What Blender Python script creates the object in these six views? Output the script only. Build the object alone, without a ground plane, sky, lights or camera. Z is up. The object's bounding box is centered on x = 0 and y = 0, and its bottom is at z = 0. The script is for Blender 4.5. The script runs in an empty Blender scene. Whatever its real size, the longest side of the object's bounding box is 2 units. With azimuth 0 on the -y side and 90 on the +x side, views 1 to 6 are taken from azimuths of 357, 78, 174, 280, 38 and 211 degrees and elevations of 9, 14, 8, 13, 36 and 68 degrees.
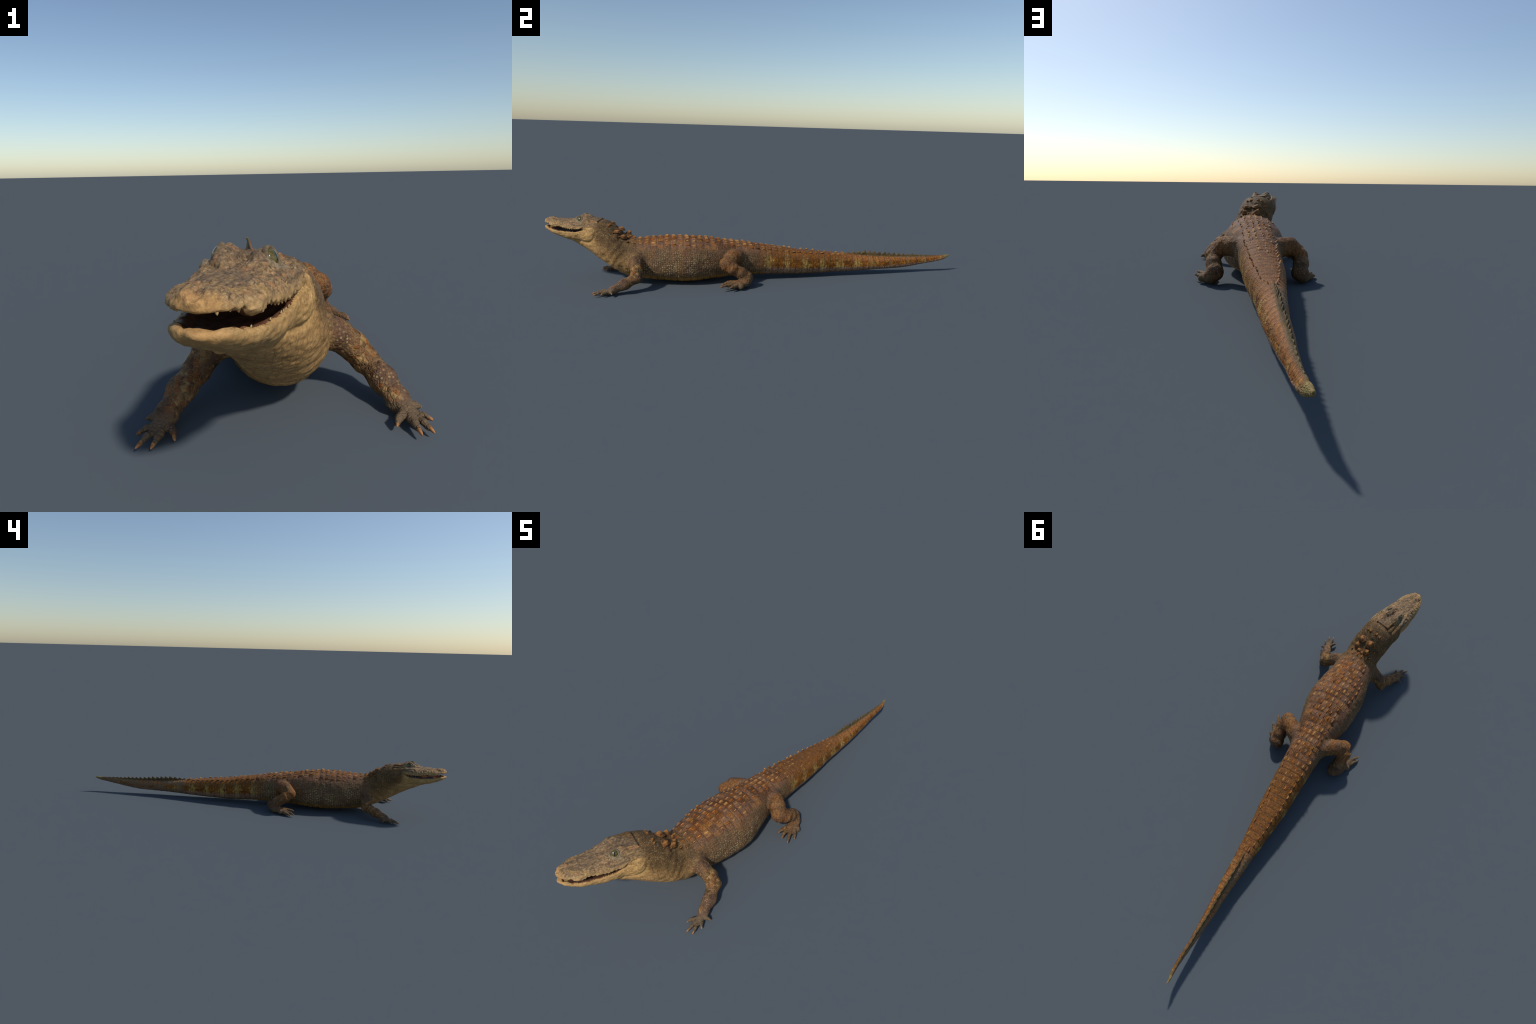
# A resting alligator with a raised head and a slightly open mouth.
# The body is one smooth implicit surface (lofted cross-sections for trunk, neck, tail and head,
# tapered capsules for limbs and toes), turned into a mesh, given relief, then divided into
# anatomical parts.  Scutes, crest flaps, teeth, claws and eyes are separate pieces.
import bpy, math, random
import numpy as np
from mathutils import Vector, Matrix
from mathutils.bvhtree import BVHTree

random.seed(7)
RNG = np.random.RandomState(7)
RING = 0.0298            # distance between two transverse rows of scutes
RING0 = -0.578           # y of one row

# ------------------------------------------------------------------ small numeric helpers
def smooth_table(rows):
    """Rows (t, a, b, ...) -> function giving smoothly interpolated columns (monotone cubic)."""
    r = np.array(sorted(rows), dtype=float)
    t, v = r[:, 0], r[:, 1:]
    h = np.diff(t)[:, None]
    d = np.diff(v, axis=0) / h
    m = np.zeros_like(v)
    m[0], m[-1] = d[0], d[-1]
    same = d[:-1] * d[1:] > 0
    w1, w2 = 2 * h[1:] + h[:-1], h[1:] + 2 * h[:-1]
    with np.errstate(divide="ignore", invalid="ignore"):
        hm = (w1 + w2) / (w1 / d[:-1] + w2 / d[1:])
    m[1:-1] = np.where(same, hm, 0)
    T = np.linspace(t[0], t[-1], 3000)
    i = np.clip(np.searchsorted(t, T, side="right") - 1, 0, len(t) - 2)
    hh = h[i]
    s = ((T - t[i])[:, None]) / hh
    V = ((1 + 2 * s) * (1 - s) ** 2 * v[i] + s * (1 - s) ** 2 * hh * m[i]
         + s * s * (3 - 2 * s) * v[i + 1] + s * s * (s - 1) * hh * m[i + 1])
    return lambda x: [np.interp(x, T, V[:, k]) for k in range(V.shape[1])]


def smin(a, b, k):
    h = np.clip(0.5 + 0.5 * (b - a) / k, 0, 1)
    return b + (a - b) * h - k * h * (1 - h)


def smax(a, b, k):
    return -smin(-a, -b, k)


def sstep(a, b, x):
    t = np.clip((x - a) / (b - a), 0, 1)
    return t * t * (3 - 2 * t)


def hash3(i, j, k, s=0):
    n = (i.astype(np.int64) * 374761393 + j.astype(np.int64) * 668265263 + k.astype(np.int64) * 1274126177 + s * 974711) & 0xFFFFFFFF
    n = ((n ^ (n >> 13)) * 1274126177) & 0xFFFFFFFF
    n = ((n ^ (n >> 15)) * 2246822519) & 0xFFFFFFFF
    return ((n ^ (n >> 16)) & 0xFFFFFF) / float(0xFFFFFF)


def noise3(P, scale, seed=0):
    Q = P * scale
    I = np.floor(Q).astype(np.int64)
    F = Q - I
    F = F * F * F * (F * (F * 6 - 15) + 10)
    out = 0
    for dx in (0, 1):
        for dy in (0, 1):
            for dz in (0, 1):
                w = (F[:, 0] if dx else 1 - F[:, 0]) * (F[:, 1] if dy else 1 - F[:, 1]) * (F[:, 2] if dz else 1 - F[:, 2])
                out = out + w * hash3(I[:, 0] + dx, I[:, 1] + dy, I[:, 2] + dz, seed)
    return out * 2 - 1


def ellipse_section(dx, dz, a, b, n):
    """First-order distance to a superellipse with semi-axes a, b."""
    ax, az = np.abs(dx) / a + 1e-6, np.abs(dz) / b + 1e-6
    rho = (ax ** n + az ** n) ** (1 / n)
    gx = (ax / rho) ** (n - 1) / a
    gz = (az / rho) ** (n - 1) / b
    return (rho - 1) / np.sqrt(gx * gx + gz * gz)


# ------------------------------------------------------------------ trunk, neck and tail
# y, centre x, half width, top z, bottom z, z of the widest place, exponent of the upper half, lean
TRUNK = smooth_table([
    (-0.935, -0.090, 0.006, 0.207, 0.201, 0.204, 2.0, 0.00),
    (-0.900, -0.079, 0.018, 0.208, 0.194, 0.202, 2.0, 0.00),
    (-0.860, -0.067, 0.042, 0.212, 0.172, 0.196, 2.0, 0.00),
    (-0.820, -0.053, 0.058, 0.234, 0.149, 0.196, 2.0, -0.06),
    (-0.780, -0.037, 0.072, 0.268, 0.122, 0.192, 2.0, -0.15),
    (-0.740, -0.025, 0.081, 0.276, 0.094, 0.183, 2.0, -0.20),
    (-0.700, -0.013, 0.082, 0.261, 0.066, 0.160, 2.0, -0.22),
    (-0.660, -0.004, 0.079, 0.232, 0.042, 0.130, 2.0, -0.16),
    (-0.620, -0.002, 0.082, 0.209, 0.025, 0.110, 2.1, -0.06),
    (-0.580, -0.002, 0.089, 0.203, 0.016, 0.105, 2.2, 0.00),
    (-0.540, -0.003, 0.095, 0.206, 0.012, 0.100, 2.3, 0.00),
    (-0.500, -0.002, 0.105, 0.208, 0.008, 0.095, 2.3, 0.00),
    (-0.440, -0.001, 0.116, 0.209, 0.004, 0.090, 2.3, 0.00),
    (-0.380, 0.003, 0.120, 0.209, 0.001, 0.088, 2.3, 0.00),
    (-0.340, 0.003, 0.118, 0.207, 0.001, 0.088, 2.3, 0.00),
    (-0.300, 0.001, 0.112, 0.203, 0.003, 0.090, 2.3, 0.00),
    (-0.260, 0.000, 0.103, 0.198, 0.006, 0.092, 2.3, 0.00),
    (-0.220, 0.000, 0.093, 0.192, 0.009, 0.093, 2.3, 0.00),
    (-0.180, 0.000, 0.082, 0.187, 0.012, 0.094, 2.4, 0.00),
    (-0.100, -0.003, 0.073, 0.176, 0.015, 0.092, 2.6, 0.00),
    (-0.020, -0.003, 0.068, 0.163, 0.015, 0.088, 2.7, 0.00),
    (0.080, -0.004, 0.064, 0.147, 0.013, 0.078, 2.8, 0.00),
    (0.180, -0.005, 0.060, 0.130, 0.011, 0.070, 2.8, 0.00),
    (0.280, -0.004, 0.050, 0.119, 0.012, 0.065, 2.8, 0.00),
    (0.350, -0.004, 0.0435, 0.112, 0.014, 0.062, 2.7, 0.00),
    (0.400, -0.003, 0.0390, 0.107, 0.016, 0.058, 2.5, -0.04),
    (0.450, -0.002, 0.0355, 0.102, 0.017, 0.055, 2.2, -0.10),
    (0.500, -0.001, 0.0325, 0.095, 0.019, 0.052, 2.0, -0.15),
    (0.560, 0.000, 0.0290, 0.090, 0.021, 0.050, 2.0, -0.15),
    (0.600, 0.000, 0.0260, 0.087, 0.022, 0.050, 2.0, -0.14),
    (0.656, -0.001, 0.0230, 0.085, 0.024, 0.050, 2.0, -0.13),
    (0.710, -0.002, 0.0200, 0.082, 0.025, 0.050, 2.0, -0.12),
    (0.770, -0.001, 0.0155, 0.081, 0.032, 0.052, 2.0, -0.12),
    (0.810, -0.001, 0.0132, 0.081, 0.038, 0.056, 2.0, -0.12),
    (0.870, 0.001, 0.0105, 0.082, 0.047, 0.061, 2.0, -0.16),
    (0.920, 0.002, 0.0085, 0.081, 0.055, 0.066, 2.0, -0.25),
    (0.958, 0.000, 0.0070, 0.084, 0.062, 0.072, 2.0, -0.30),
    (0.985, -0.005, 0.0050, 0.086, 0.071, 0.079, 2.0, -0.20),
    (0.999, -0.006, 0.0025, 0.086, 0.078, 0.083, 2.0, 0.00),
])


def trunk_x(y, z):
    """Centre of the (slightly leaning) section at height z."""
    t = TRUNK(y)
    return t[0] + t[6] * np.maximum(z - t[4], -0.035)


# y, height of the crest fin above the tail's own top
FIN = smooth_table([(0.38, 0.0), (0.43, 0.003), (0.47, 0.009), (0.51, 0.014), (0.56, 0.015), (0.60, 0.014), (0.66, 0.012), (0.72, 0.010),
                    (0.78, 0.009), (0.85, 0.005), (0.93, 0.0025), (0.97, 0.0), (1.0, 0.0)])


def sd_trunk(P):
    x, y, z = P[:, 0], P[:, 1], P[:, 2]
    xc, hw, zt, zb, zw, n, lean = TRUNK(y)
    xc = xc + lean * np.maximum(z - zw, -0.035)
    up = z > zw
    d = ellipse_section(x - xc, z - zw, hw, np.where(up, zt - zw, zw - zb), np.where(up, n, np.minimum(n, 2.2)))
    d = np.maximum(d, np.maximum(y - 0.9990, -0.935 - y))
    fin = FIN(y)[0]
    on = (y > 0.38) & (y < 0.96)
    # thin wedge on the tail's ridge
    top = zt + fin
    t = np.clip((top - z) / 0.035, 0, 1)
    w = 0.0016 + 0.0045 * t
    df = np.maximum(np.abs(x - xc) - w, np.maximum(z - top, zw - z))
    return np.where(on, smin(d, df, 0.006), d)


# ------------------------------------------------------------------ head frame
HO = np.array([-0.0352, -0.746, 0.0])
HA = np.array([-0.2873, -0.9578, 0.0])       # forward
HL = np.array([0.9578, -0.2873, 0.0])        # to the animal's left (+x)


def head(f, l, z):
    """Point given in the head's own frame -> scene."""
    return HO + HA * f + HL * l + np.array([0, 0, z])


# f, half width, top, lip, drop below the lip
UPPER = smooth_table([
    (-0.070, 0.040, 0.225, 0.200, 0.030),
    (-0.040, 0.062, 0.258, 0.212, 0.045),
    (-0.020, 0.070, 0.272, 0.222, 0.048),
    (0.000, 0.073, 0.277, 0.230, 0.040),
    (0.030, 0.073, 0.275, 0.238, 0.030),
    (0.055, 0.0715, 0.275, 0.255, 0.016),
    (0.075, 0.0695, 0.279, 0.2495, 0.005),
    (0.100, 0.0665, 0.281, 0.248, 0.004),
    (0.125, 0.0630, 0.281, 0.247, 0.003),
    (0.150, 0.0580, 0.280, 0.250, 0.003),
    (0.180, 0.0530, 0.280, 0.256, 0.003),
    (0.203, 0.0490, 0.280, 0.254, 0.003),
    (0.220, 0.0435, 0.2795, 0.261, 0.003),
    (0.240, 0.0355, 0.2795, 0.265, 0.003),
    (0.252, 0.0260, 0.2780, 0.266, 0.003),
    (0.260, 0.0150, 0.2755, 0.266, 0.003),
    (0.265, 0.0030, 0.274, 0.267, 0.002),
])
# f, half width, rim, bottom, depth of the tray
JAW = smooth_table([
    (0.000, 0.060, 0.236, 0.196, 0.004),
    (0.030, 0.062, 0.240, 0.186, 0.004),
    (0.060, 0.0640, 0.243, 0.178, 0.008),
    (0.075, 0.0670, 0.2435, 0.176, 0.018),
    (0.100, 0.0660, 0.2355, 0.178, 0.018),
    (0.130, 0.0630, 0.235, 0.184, 0.017),
    (0.160, 0.0580, 0.236, 0.193, 0.015),
    (0.200, 0.0500, 0.238, 0.206, 0.011),
    (0.225, 0.0430, 0.244, 0.216, 0.012),
    (0.240, 0.0360, 0.248, 0.223, 0.011),
    (0.252, 0.0270, 0.248, 0.230, 0.008),
    (0.261, 0.0140, 0.247, 0.236, 0.003),
    (0.267, 0.0030, 0.245, 0.240, 0.001),
])


def ellipsoid(P, c, r):
    q = (P - np.array(c)) / np.array(r)
    k0 = np.sqrt((q * q).sum(1)) + 1e-9
    q2 = q / np.array(r)
    k1 = np.sqrt((q2 * q2).sum(1)) + 1e-9
    return k0 * (k0 - 1) / k1


def capsule(P, a, b, ra, rb):
    a, b = np.array(a, float), np.array(b, float)
    ab = b - a
    t = np.clip(((P - a) @ ab) / (ab @ ab), 0, 1)
    return np.linalg.norm(P - a - t[:, None] * ab, axis=1) - (ra + (rb - ra) * t)


def chain(P, pts, k):
    """Tapered capsules through (x, y, z, radius) points, blended."""
    d = None
    for p, q in zip(pts[:-1], pts[1:]):
        c = capsule(P, p[:3], q[:3], p[3], q[3])
        d = c if d is None else smin(d, c, k)
    return d


def sd_head(P):
    """Head as seen in its own frame: columns f, l, z."""
    f, l, z = P[:, 0], P[:, 1], P[:, 2]
    al = np.abs(l)
    M = np.stack([f, al, z + 0.055 * l], 1)          # mirrored, with the skull's slight roll
    W, T, L, C = UPPER(f)
    lobe = 0.0016 * np.cos((f - 0.203) * 2 * np.pi / 0.0115) * sstep(0.08, 0.1, f) * sstep(0.262, 0.25, f)
    L = L - lobe * sstep(0.4, 0.9, al / W)
    up = z > L
    d = ellipse_section(l, z - L, W, np.where(up, T - L, C), np.where(up, 2.5, 2.0))
    d = np.maximum(d, np.maximum(f - 0.2655, -0.07 - f))
    # skull table, orbits, ridges, nose
    hwt = 0.0345 - 0.12 * np.clip(f - 0.006, 0, 0.075)
    box = np.maximum(np.maximum(np.abs(f - 0.040) - 0.034, M[:, 1] - hwt), np.abs(M[:, 2] - 0.262) - 0.0232 - 0.06 * (f - 0.03))
    d = smin(d, box + 0.001, 0.005)
    d = smin(d, ellipsoid(M, (0.080, 0.0245, 0.2815), (0.036, 0.0175, 0.0180)), 0.012)
    d = smin(d, chain(M, [(0.105, 0.024, 0.283, 0.006), (0.122, 0.016, 0.280, 0.006)], 0.004), 0.006)
    d = smin(d, chain(M, [(0.118, 0.042, 0.270, 0.004), (0.095, 0.050, 0.272, 0.005), (0.070, 0.056, 0.271, 0.0055), (0.045, 0.060, 0.262, 0.006), (0.012, 0.060, 0.258, 0.007)], 0.004), 0.008)
    d = smin(d, chain(M, [(0.052, 0.040, 0.270, 0.007), (0.010, 0.046, 0.268, 0.008)], 0.004), 0.006)
    d = smin(d, ellipsoid(M, (0.236, 0.0125, 0.277), (0.020, 0.012, 0.0070)), 0.006)
    d = smin(d, ellipsoid(M, (0.203, 0.038, 0.262), (0.022, 0.012, 0.011)), 0.008)
    # lower jaw, a shallow tray
    W, R, B, D = JAW(f)
    c = np.maximum(R - 0.007, B + 0.6 * (R - B))
    up = z > c
    j = ellipse_section(l, z - c, W, np.where(up, R - c, c - B), np.where(up, 2.4, 2.3))
    j = np.maximum(j, np.maximum(f - 0.2675, -f))
    tray = ellipse_section(l, z - (R + 0.004), np.maximum(W - 0.011, 0.004), D + 0.004, 2.6)
    tray = np.maximum(tray, np.maximum(0.066 - f, f - 0.252))
    j = smax(j, -tray, 0.004)
    d = np.where((f > 0.085) & (z > 0.2), np.minimum(d, j), smin(d, j, 0.003))
    # jaw muscle
    d = smin(d, ellipsoid(M, (0.028, 0.050, 0.224), (0.052, 0.029, 0.036)), 0.010)
    return d


# ------------------------------------------------------------------ limbs
FORE = {
    1: dict(
        chain=[(0.052, -0.598, 0.128, 0.034), (0.103, -0.596, 0.107, 0.0265), (0.135, -0.592, 0.083, 0.0240), (0.154, -0.594, 0.060, 0.0225),
               (0.177, -0.643, 0.039, 0.0215), (0.188, -0.686, 0.0205, 0.0165), (0.195, -0.706, 0.014, 0.012)],
        bump=(0.163, -0.583, 0.054, 0.011),
        palm=(0.1925, -0.704, 0.0145),
        toes=[((0.178, -0.727, 0.013), (0.167, -0.746, 0.010)), ((0.193, -0.736, 0.012), (0.195, -0.775, 0.010)),
              ((0.204, -0.733, 0.012), (0.216, -0.768, 0.009)), ((0.210, -0.719, 0.012), (0.226, -0.735, 0.012)),
              ((0.206, -0.697, 0.014), (0.225, -0.691, 0.012))]),
    -1: dict(
        chain=[(-0.058, -0.608, 0.128, 0.034), (-0.098, -0.610, 0.106, 0.0260), (-0.124, -0.610, 0.083, 0.0235), (-0.139, -0.612, 0.059, 0.0225),
               (-0.164, -0.659, 0.041, 0.0215), (-0.184, -0.704, 0.0205, 0.0165), (-0.189, -0.717, 0.014, 0.012)],
        bump=(-0.147, -0.600, 0.052, 0.011),
        palm=(-0.188, -0.714, 0.0135),
        toes=[((-0.173, -0.734, 0.010), (-0.166, -0.755, 0.007)), ((-0.188, -0.745, 0.010), (-0.198, -0.774, 0.006)),
              ((-0.199, -0.741, 0.011), (-0.219, -0.776, 0.009)), ((-0.203, -0.727, 0.012), (-0.224, -0.739, 0.010)),
              ((-0.201, -0.704, 0.014), (-0.217, -0.693, 0.011))]),
}
HIND = {
    1: dict(
        chain=[(0.035, -0.125, 0.110, 0.044), (0.083, -0.150, 0.125, 0.0315), (0.113, -0.173, 0.123, 0.0305), (0.142, -0.200, 0.108, 0.0270),
               (0.152, -0.170, 0.088, 0.0255), (0.151, -0.135, 0.066, 0.0250), (0.145, -0.106, 0.042, 0.0265), (0.160, -0.115, 0.026, 0.022), (0.180, -0.142, 0.021, 0.015)],
        bump=(0.193, -0.139, 0.0155, 0.012),
        palm=(0.166, -0.130, 0.026),
        toes=[((0.156, -0.182, 0.026), (0.148, -0.207, 0.020)), ((0.170, -0.192, 0.026), (0.179, -0.225, 0.022)),
              ((0.193, -0.194, 0.022), (0.214, -0.235, 0.023)), ((0.203, -0.170, 0.018), (0.220, -0.194, 0.019))]),
    -1: dict(
        chain=[(-0.040, -0.130, 0.108, 0.044), (-0.088, -0.160, 0.120, 0.0315), (-0.118, -0.180, 0.119, 0.0315), (-0.144, -0.204, 0.104, 0.0258),
               (-0.157, -0.178, 0.085, 0.0255), (-0.156, -0.142, 0.062, 0.0250), (-0.147, -0.112, 0.036, 0.0265), (-0.162, -0.124, 0.023, 0.021), (-0.184, -0.158, 0.016, 0.013)],
        bump=(-0.193, -0.160, 0.0125, 0.011),
        palm=(-0.168, -0.140, 0.021),
        toes=[((-0.158, -0.185, 0.020), (-0.149, -0.214, 0.014)), ((-0.172, -0.197, 0.020), (-0.177, -0.230, 0.020)),
              ((-0.194, -0.202, 0.014), (-0.216, -0.237, 0.010)), ((-0.201, -0.189, 0.010), (-0.220, -0.219, 0.005))]),
}


def claw_start(b, t, hind=False):
    return np.array(b) + (np.array(t) - np.array(b)) * (0.74 if hind else 0.66)


def sd_limb(P, L, hind):
    d = chain(P, L["chain"], 0.014)
    b = L["bump"]
    d = smin(d, np.linalg.norm(P - np.array(b[:3]), axis=1) - b[3], 0.012)
    for base, tip in L["toes"]:
        base, tip = np.array(base), np.array(tip)
        e = claw_start(base, tip, hind) + (tip - base) * 0.04
        mid = (base + e) / 2 + np.array([0, 0, 0.0022])
        c = chain(P, [(*L["palm"], 0.0095 if not hind else 0.013), (*base, 0.0060 if not hind else 0.0078), (*mid, 0.0050 if not hind else 0.0062), (*e, 0.0040 if not hind else 0.0048)], 0.003)
        d = smin(d, c, 0.005)
    return d


def bounds(L, pad):
    p = np.array([q[:3] for q in L["chain"]] + [t for _, t in L["toes"]])
    return p.min(0) - 0.05 - pad, p.max(0) + 0.05 + pad


def sdf(P):
    d = np.full(len(P), 0.2)
    y = P[:, 1]
    xc, hw, zt, zb = TRUNK(y)[:4]
    near = (np.abs(P[:, 0] - xc) < hw + 0.08) & (P[:, 2] < zt + 0.08) & (P[:, 2] > zb - 0.08) & (y > -0.99)
    i = np.nonzero(near)[0]
    d[i] = sd_trunk(P[i])
    i = np.nonzero((y < -0.66) & (np.abs(P[:, 0] + 0.05) < 0.16) & (P[:, 2] > 0.1))[0]
    if len(i):
        Q = P[i] - HO
        h = sd_head(np.stack([Q @ HA, Q @ HL, Q[:, 2]], 1))
        fwd = Q @ HA
        d[i] = smin(d[i], h, np.interp(fwd, [-0.06, 0.0, 0.08], [0.045, 0.016, 0.005]))
    for group, k in ((FORE, 0.020), (HIND, 0.014)):
        for L in group.values():
            lo, hi = bounds(L, 0.02)
            i = np.nonzero(((P > lo) & (P < hi)).all(1))[0]
            if len(i):
                d[i] = smin(d[i], sd_limb(P[i], L, group is HIND), k)
    return d


# ------------------------------------------------------------------ surface extraction
def build_surface(step=0.002):
    n_sub = 6
    lo = np.array([-0.262, -1.03, -0.022])
    cn = np.array([44, 172, 30])
    big = step * n_sub
    grid = np.stack(np.meshgrid(*[np.arange(c) for c in cn], indexing="ij"), -1).reshape(-1, 3)
    cd = sdf(lo + (grid + 0.5) * big)
    hot = grid[np.abs(cd) < big * 1.5]
    F = np.repeat(np.repeat(np.repeat(cd.reshape(cn).astype(np.float32), n_sub, 0), n_sub, 1), n_sub, 2)
    sub = np.stack(np.meshgrid(*[np.arange(n_sub)] * 3, indexing="ij"), -1).reshape(-1, 3)
    for s in range(0, len(hot), 3000):
        idx = (hot[s:s + 3000, None, :] * n_sub + sub[None]).reshape(-1, 3)
        F[idx[:, 0], idx[:, 1], idx[:, 2]] = sdf(lo + idx * step)
    inside = F < 0
    N = inside.shape
    cnt = np.zeros(np.array(N) - 1, np.int8)
    corners = [(a, b, c) for a in (0, 1) for b in (0, 1) for c in (0, 1)]
    for a, b, c in corners:
        cnt += inside[a:N[0] - 1 + a, b:N[1] - 1 + b, c:N[2] - 1 + c]
    cells = np.argwhere((cnt > 0) & (cnt < 8))
    ids = np.full(cnt.shape, -1, np.int32)
    ids[tuple(cells.T)] = np.arange(len(cells))
    acc, num = np.zeros((len(cells), 3)), np.zeros(len(cells))
    for a in corners:
        for ax in range(3):
            if a[ax]:
                continue
            b = list(a)
            b[ax] = 1
            fa = F[tuple((cells + np.array(a)).T)]
            fb = F[tuple((cells + np.array(b)).T)]
            cross = (fa < 0) != (fb < 0)
            t = np.where(cross, fa / np.where(cross, fa - fb, 1), 0)
            p = np.array(a, float)[None] + t[:, None] * (np.array(b) - np.array(a))[None]
            acc[cross] += p[cross]
            num[cross] += 1
    V = lo + (cells + acc / num[:, None]) * step
    quads = []
    for ax in range(3):
        u, v = (ax + 1) % 3, (ax + 2) % 3
        a = [slice(None)] * 3
        b = [slice(None)] * 3
        a[ax], b[ax] = slice(0, -1), slice(1, None)
        A, B = inside[tuple(a)], inside[tuple(b)]
        e = np.argwhere(A != B)
        e = e[(e[:, u] > 0) & (e[:, v] > 0) & (e[:, u] < N[u] - 1) & (e[:, v] < N[v] - 1)]
        flip = ~A[tuple(e.T)]
        du, dv = np.eye(3, dtype=int)[u], np.eye(3, dtype=int)[v]
        q = np.stack([ids[tuple((e - du - dv).T)], ids[tuple((e - dv).T)], ids[tuple(e.T)], ids[tuple((e - du).T)]], 1)
        q[flip] = q[flip][:, ::-1]
        quads.append(q)
    Q = np.concatenate(quads)
    Q = Q[(Q >= 0).all(1)]
    return V, Q


def neighbour_mean(V, Q, n):
    s = np.zeros((n, 3))
    c = np.zeros(n)
    for a in range(4):
        i, j = Q[:, a], Q[:, (a + 1) % 4]
        for k in range(3):
            s[:, k] += np.bincount(i, V[j, k], n) + np.bincount(j, V[i, k], n)
        c += np.bincount(i, minlength=n) + np.bincount(j, minlength=n)
    return s / np.maximum(c, 1)[:, None]


def gradient(P, e=0.0008):
    k = np.array([[1, -1, -1], [-1, -1, 1], [-1, 1, -1], [1, 1, 1]], float)
    g = 0
    for d in k:
        g = g + d * sdf(P + d * e)[:, None]
    return g / (4 * e)


def project(V, steps=2):
    for _ in range(steps):
        g = gradient(V)
        d = sdf(V)
        s = d[:, None] * g / np.maximum((g * g).sum(1), 0.2)[:, None]
        n = np.linalg.norm(s, axis=1, keepdims=True)
        V = V - s * np.minimum(1, 0.002 / np.maximum(n, 1e-9))
    return V


def vertex_normals(V, Q):
    c = np.cross(V[Q[:, 2]] - V[Q[:, 0]], V[Q[:, 3]] - V[Q[:, 1]])
    N = np.zeros_like(V)
    for a in range(4):
        for k in range(3):
            N[:, k] += np.bincount(Q[:, a], c[:, k], len(V))
    return N / np.maximum(np.linalg.norm(N, axis=1, keepdims=True), 1e-12)


V, Q = build_surface()
V = V + 0.5 * (neighbour_mean(V, Q, len(V)) - V)
V = project(V, 2)
V = V + 0.5 * (neighbour_mean(V, Q, len(V)) - V)
V = project(V, 1)
# drop any floating fragment: keep the piece connected to the belly
par = np.arange(len(V))
lab = np.arange(len(V))
for _ in range(400):
    m = np.minimum.reduce([lab[Q[:, a]] for a in range(4)])
    new = lab.copy()
    for a in range(4):
        np.minimum.at(new, Q[:, a], m)
    new = new[new]
    if (new == lab).all():
        break
    lab = new
main = np.bincount(lab).argmax()
keepv = lab == main
remap = np.cumsum(keepv) - 1
Q = remap[Q[keepv[Q[:, 0]]]]
V = V[keepv]
NRM = vertex_normals(V, Q)

# ------------------------------------------------------------------ relief
HP = np.stack([(V - HO) @ HA, (V - HO) @ HL, V[:, 2]], 1)        # head coordinates of every vertex
xc, hw, zt, zb, zw, _n, _lean = TRUNK(V[:, 1])
xc = trunk_x(V[:, 1], V[:, 2])
limb_out = sstep(0.0, 0.02, np.abs(V[:, 0] - xc) - hw + 0.004)
is_head = sstep(-0.74, -0.78, V[:, 1] - 0.3 * (V[:, 0] + 0.04))
disp = np.zeros(len(V))
# transverse ring grooves on tail and belly, weaker on the back
ph = (V[:, 1] - RING0) / RING + 0.5
groove = np.exp(-((ph - np.round(ph)) / 0.075) ** 2)
tail_w = sstep(-0.06, 0.06, V[:, 1]) * sstep(0.96, 0.85, V[:, 1])
belly_w = sstep(0.07, 0.02, V[:, 2] - zb) * sstep(-0.74, -0.68, V[:, 1]) * (1 - tail_w)
back_w = sstep(0.045, 0.015, zt - V[:, 2]) * sstep(-0.62, -0.58, V[:, 1]) * sstep(0.1, 0.0, V[:, 1])
disp -= groove * (1 - limb_out) * (0.0009 * tail_w * np.clip(hw / 0.03, 0.35, 1) + 0.0010 * belly_w + 0.0009 * back_w)
# soft lumps everywhere, scaly grain
disp += 0.0012 * noise3(V, 38, 1) * np.clip(hw / 0.05, 0.15, 1)
disp += 0.0007 * noise3(V, 95, 2) * (1 - 0.6 * is_head)
# pitted and wrinkled skull, stretched along the snout
S = np.stack([HP[:, 0] * 0.55, HP[:, 1], HP[:, 2]], 1)
top_w = is_head * sstep(0.2, 0.7, NRM[:, 2]) * sstep(0.25, 0.262, V[:, 2])
disp += top_w * (0.0022 * np.abs(noise3(S, 120, 3)) + 0.0012 * noise3(S, 240, 4) - 0.0008)
side_w = is_head * (1 - top_w)
disp += side_w * 0.0009 * noise3(S, 150, 5)


def dist_polyline(p, line):
    d = np.full(len(p), 9.0)
    for a, b in zip(line[:-1], line[1:]):
        a, b = np.array(a), np.array(b)
        t = np.clip(((p - a) @ (b - a)) / ((b - a) @ (b - a)), 0, 1)
        d = np.minimum(d, np.linalg.norm(p - a - t[:, None] * (b - a), axis=1))
    return d


fz = HP[:, [0, 2]]
lateral = sstep(0.035, 0.05, np.abs(HP[:, 1])) * is_head
MOUTH_LINE = [(0.085, 0.240), (0.072, 0.2475), (0.060, 0.2545), (0.045, 0.2585), (0.022, 0.2575), (0.004, 0.250)]
JAW_LINE = [(0.130, 0.198), (0.095, 0.193), (0.060, 0.187), (0.030, 0.191), (0.008, 0.210), (0.002, 0.232)]
dm = dist_polyline(fz, MOUTH_LINE)
disp -= 0.0032 * np.exp(-(dm / 0.0028) ** 2) * lateral
dj = dist_polyline(fz, JAW_LINE)
disp -= 0.0035 * np.exp(-(dj / 0.006) ** 2) * sstep(0.02, 0.04, np.abs(HP[:, 1])) * sstep(-0.70, -0.74, V[:, 1])
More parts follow.
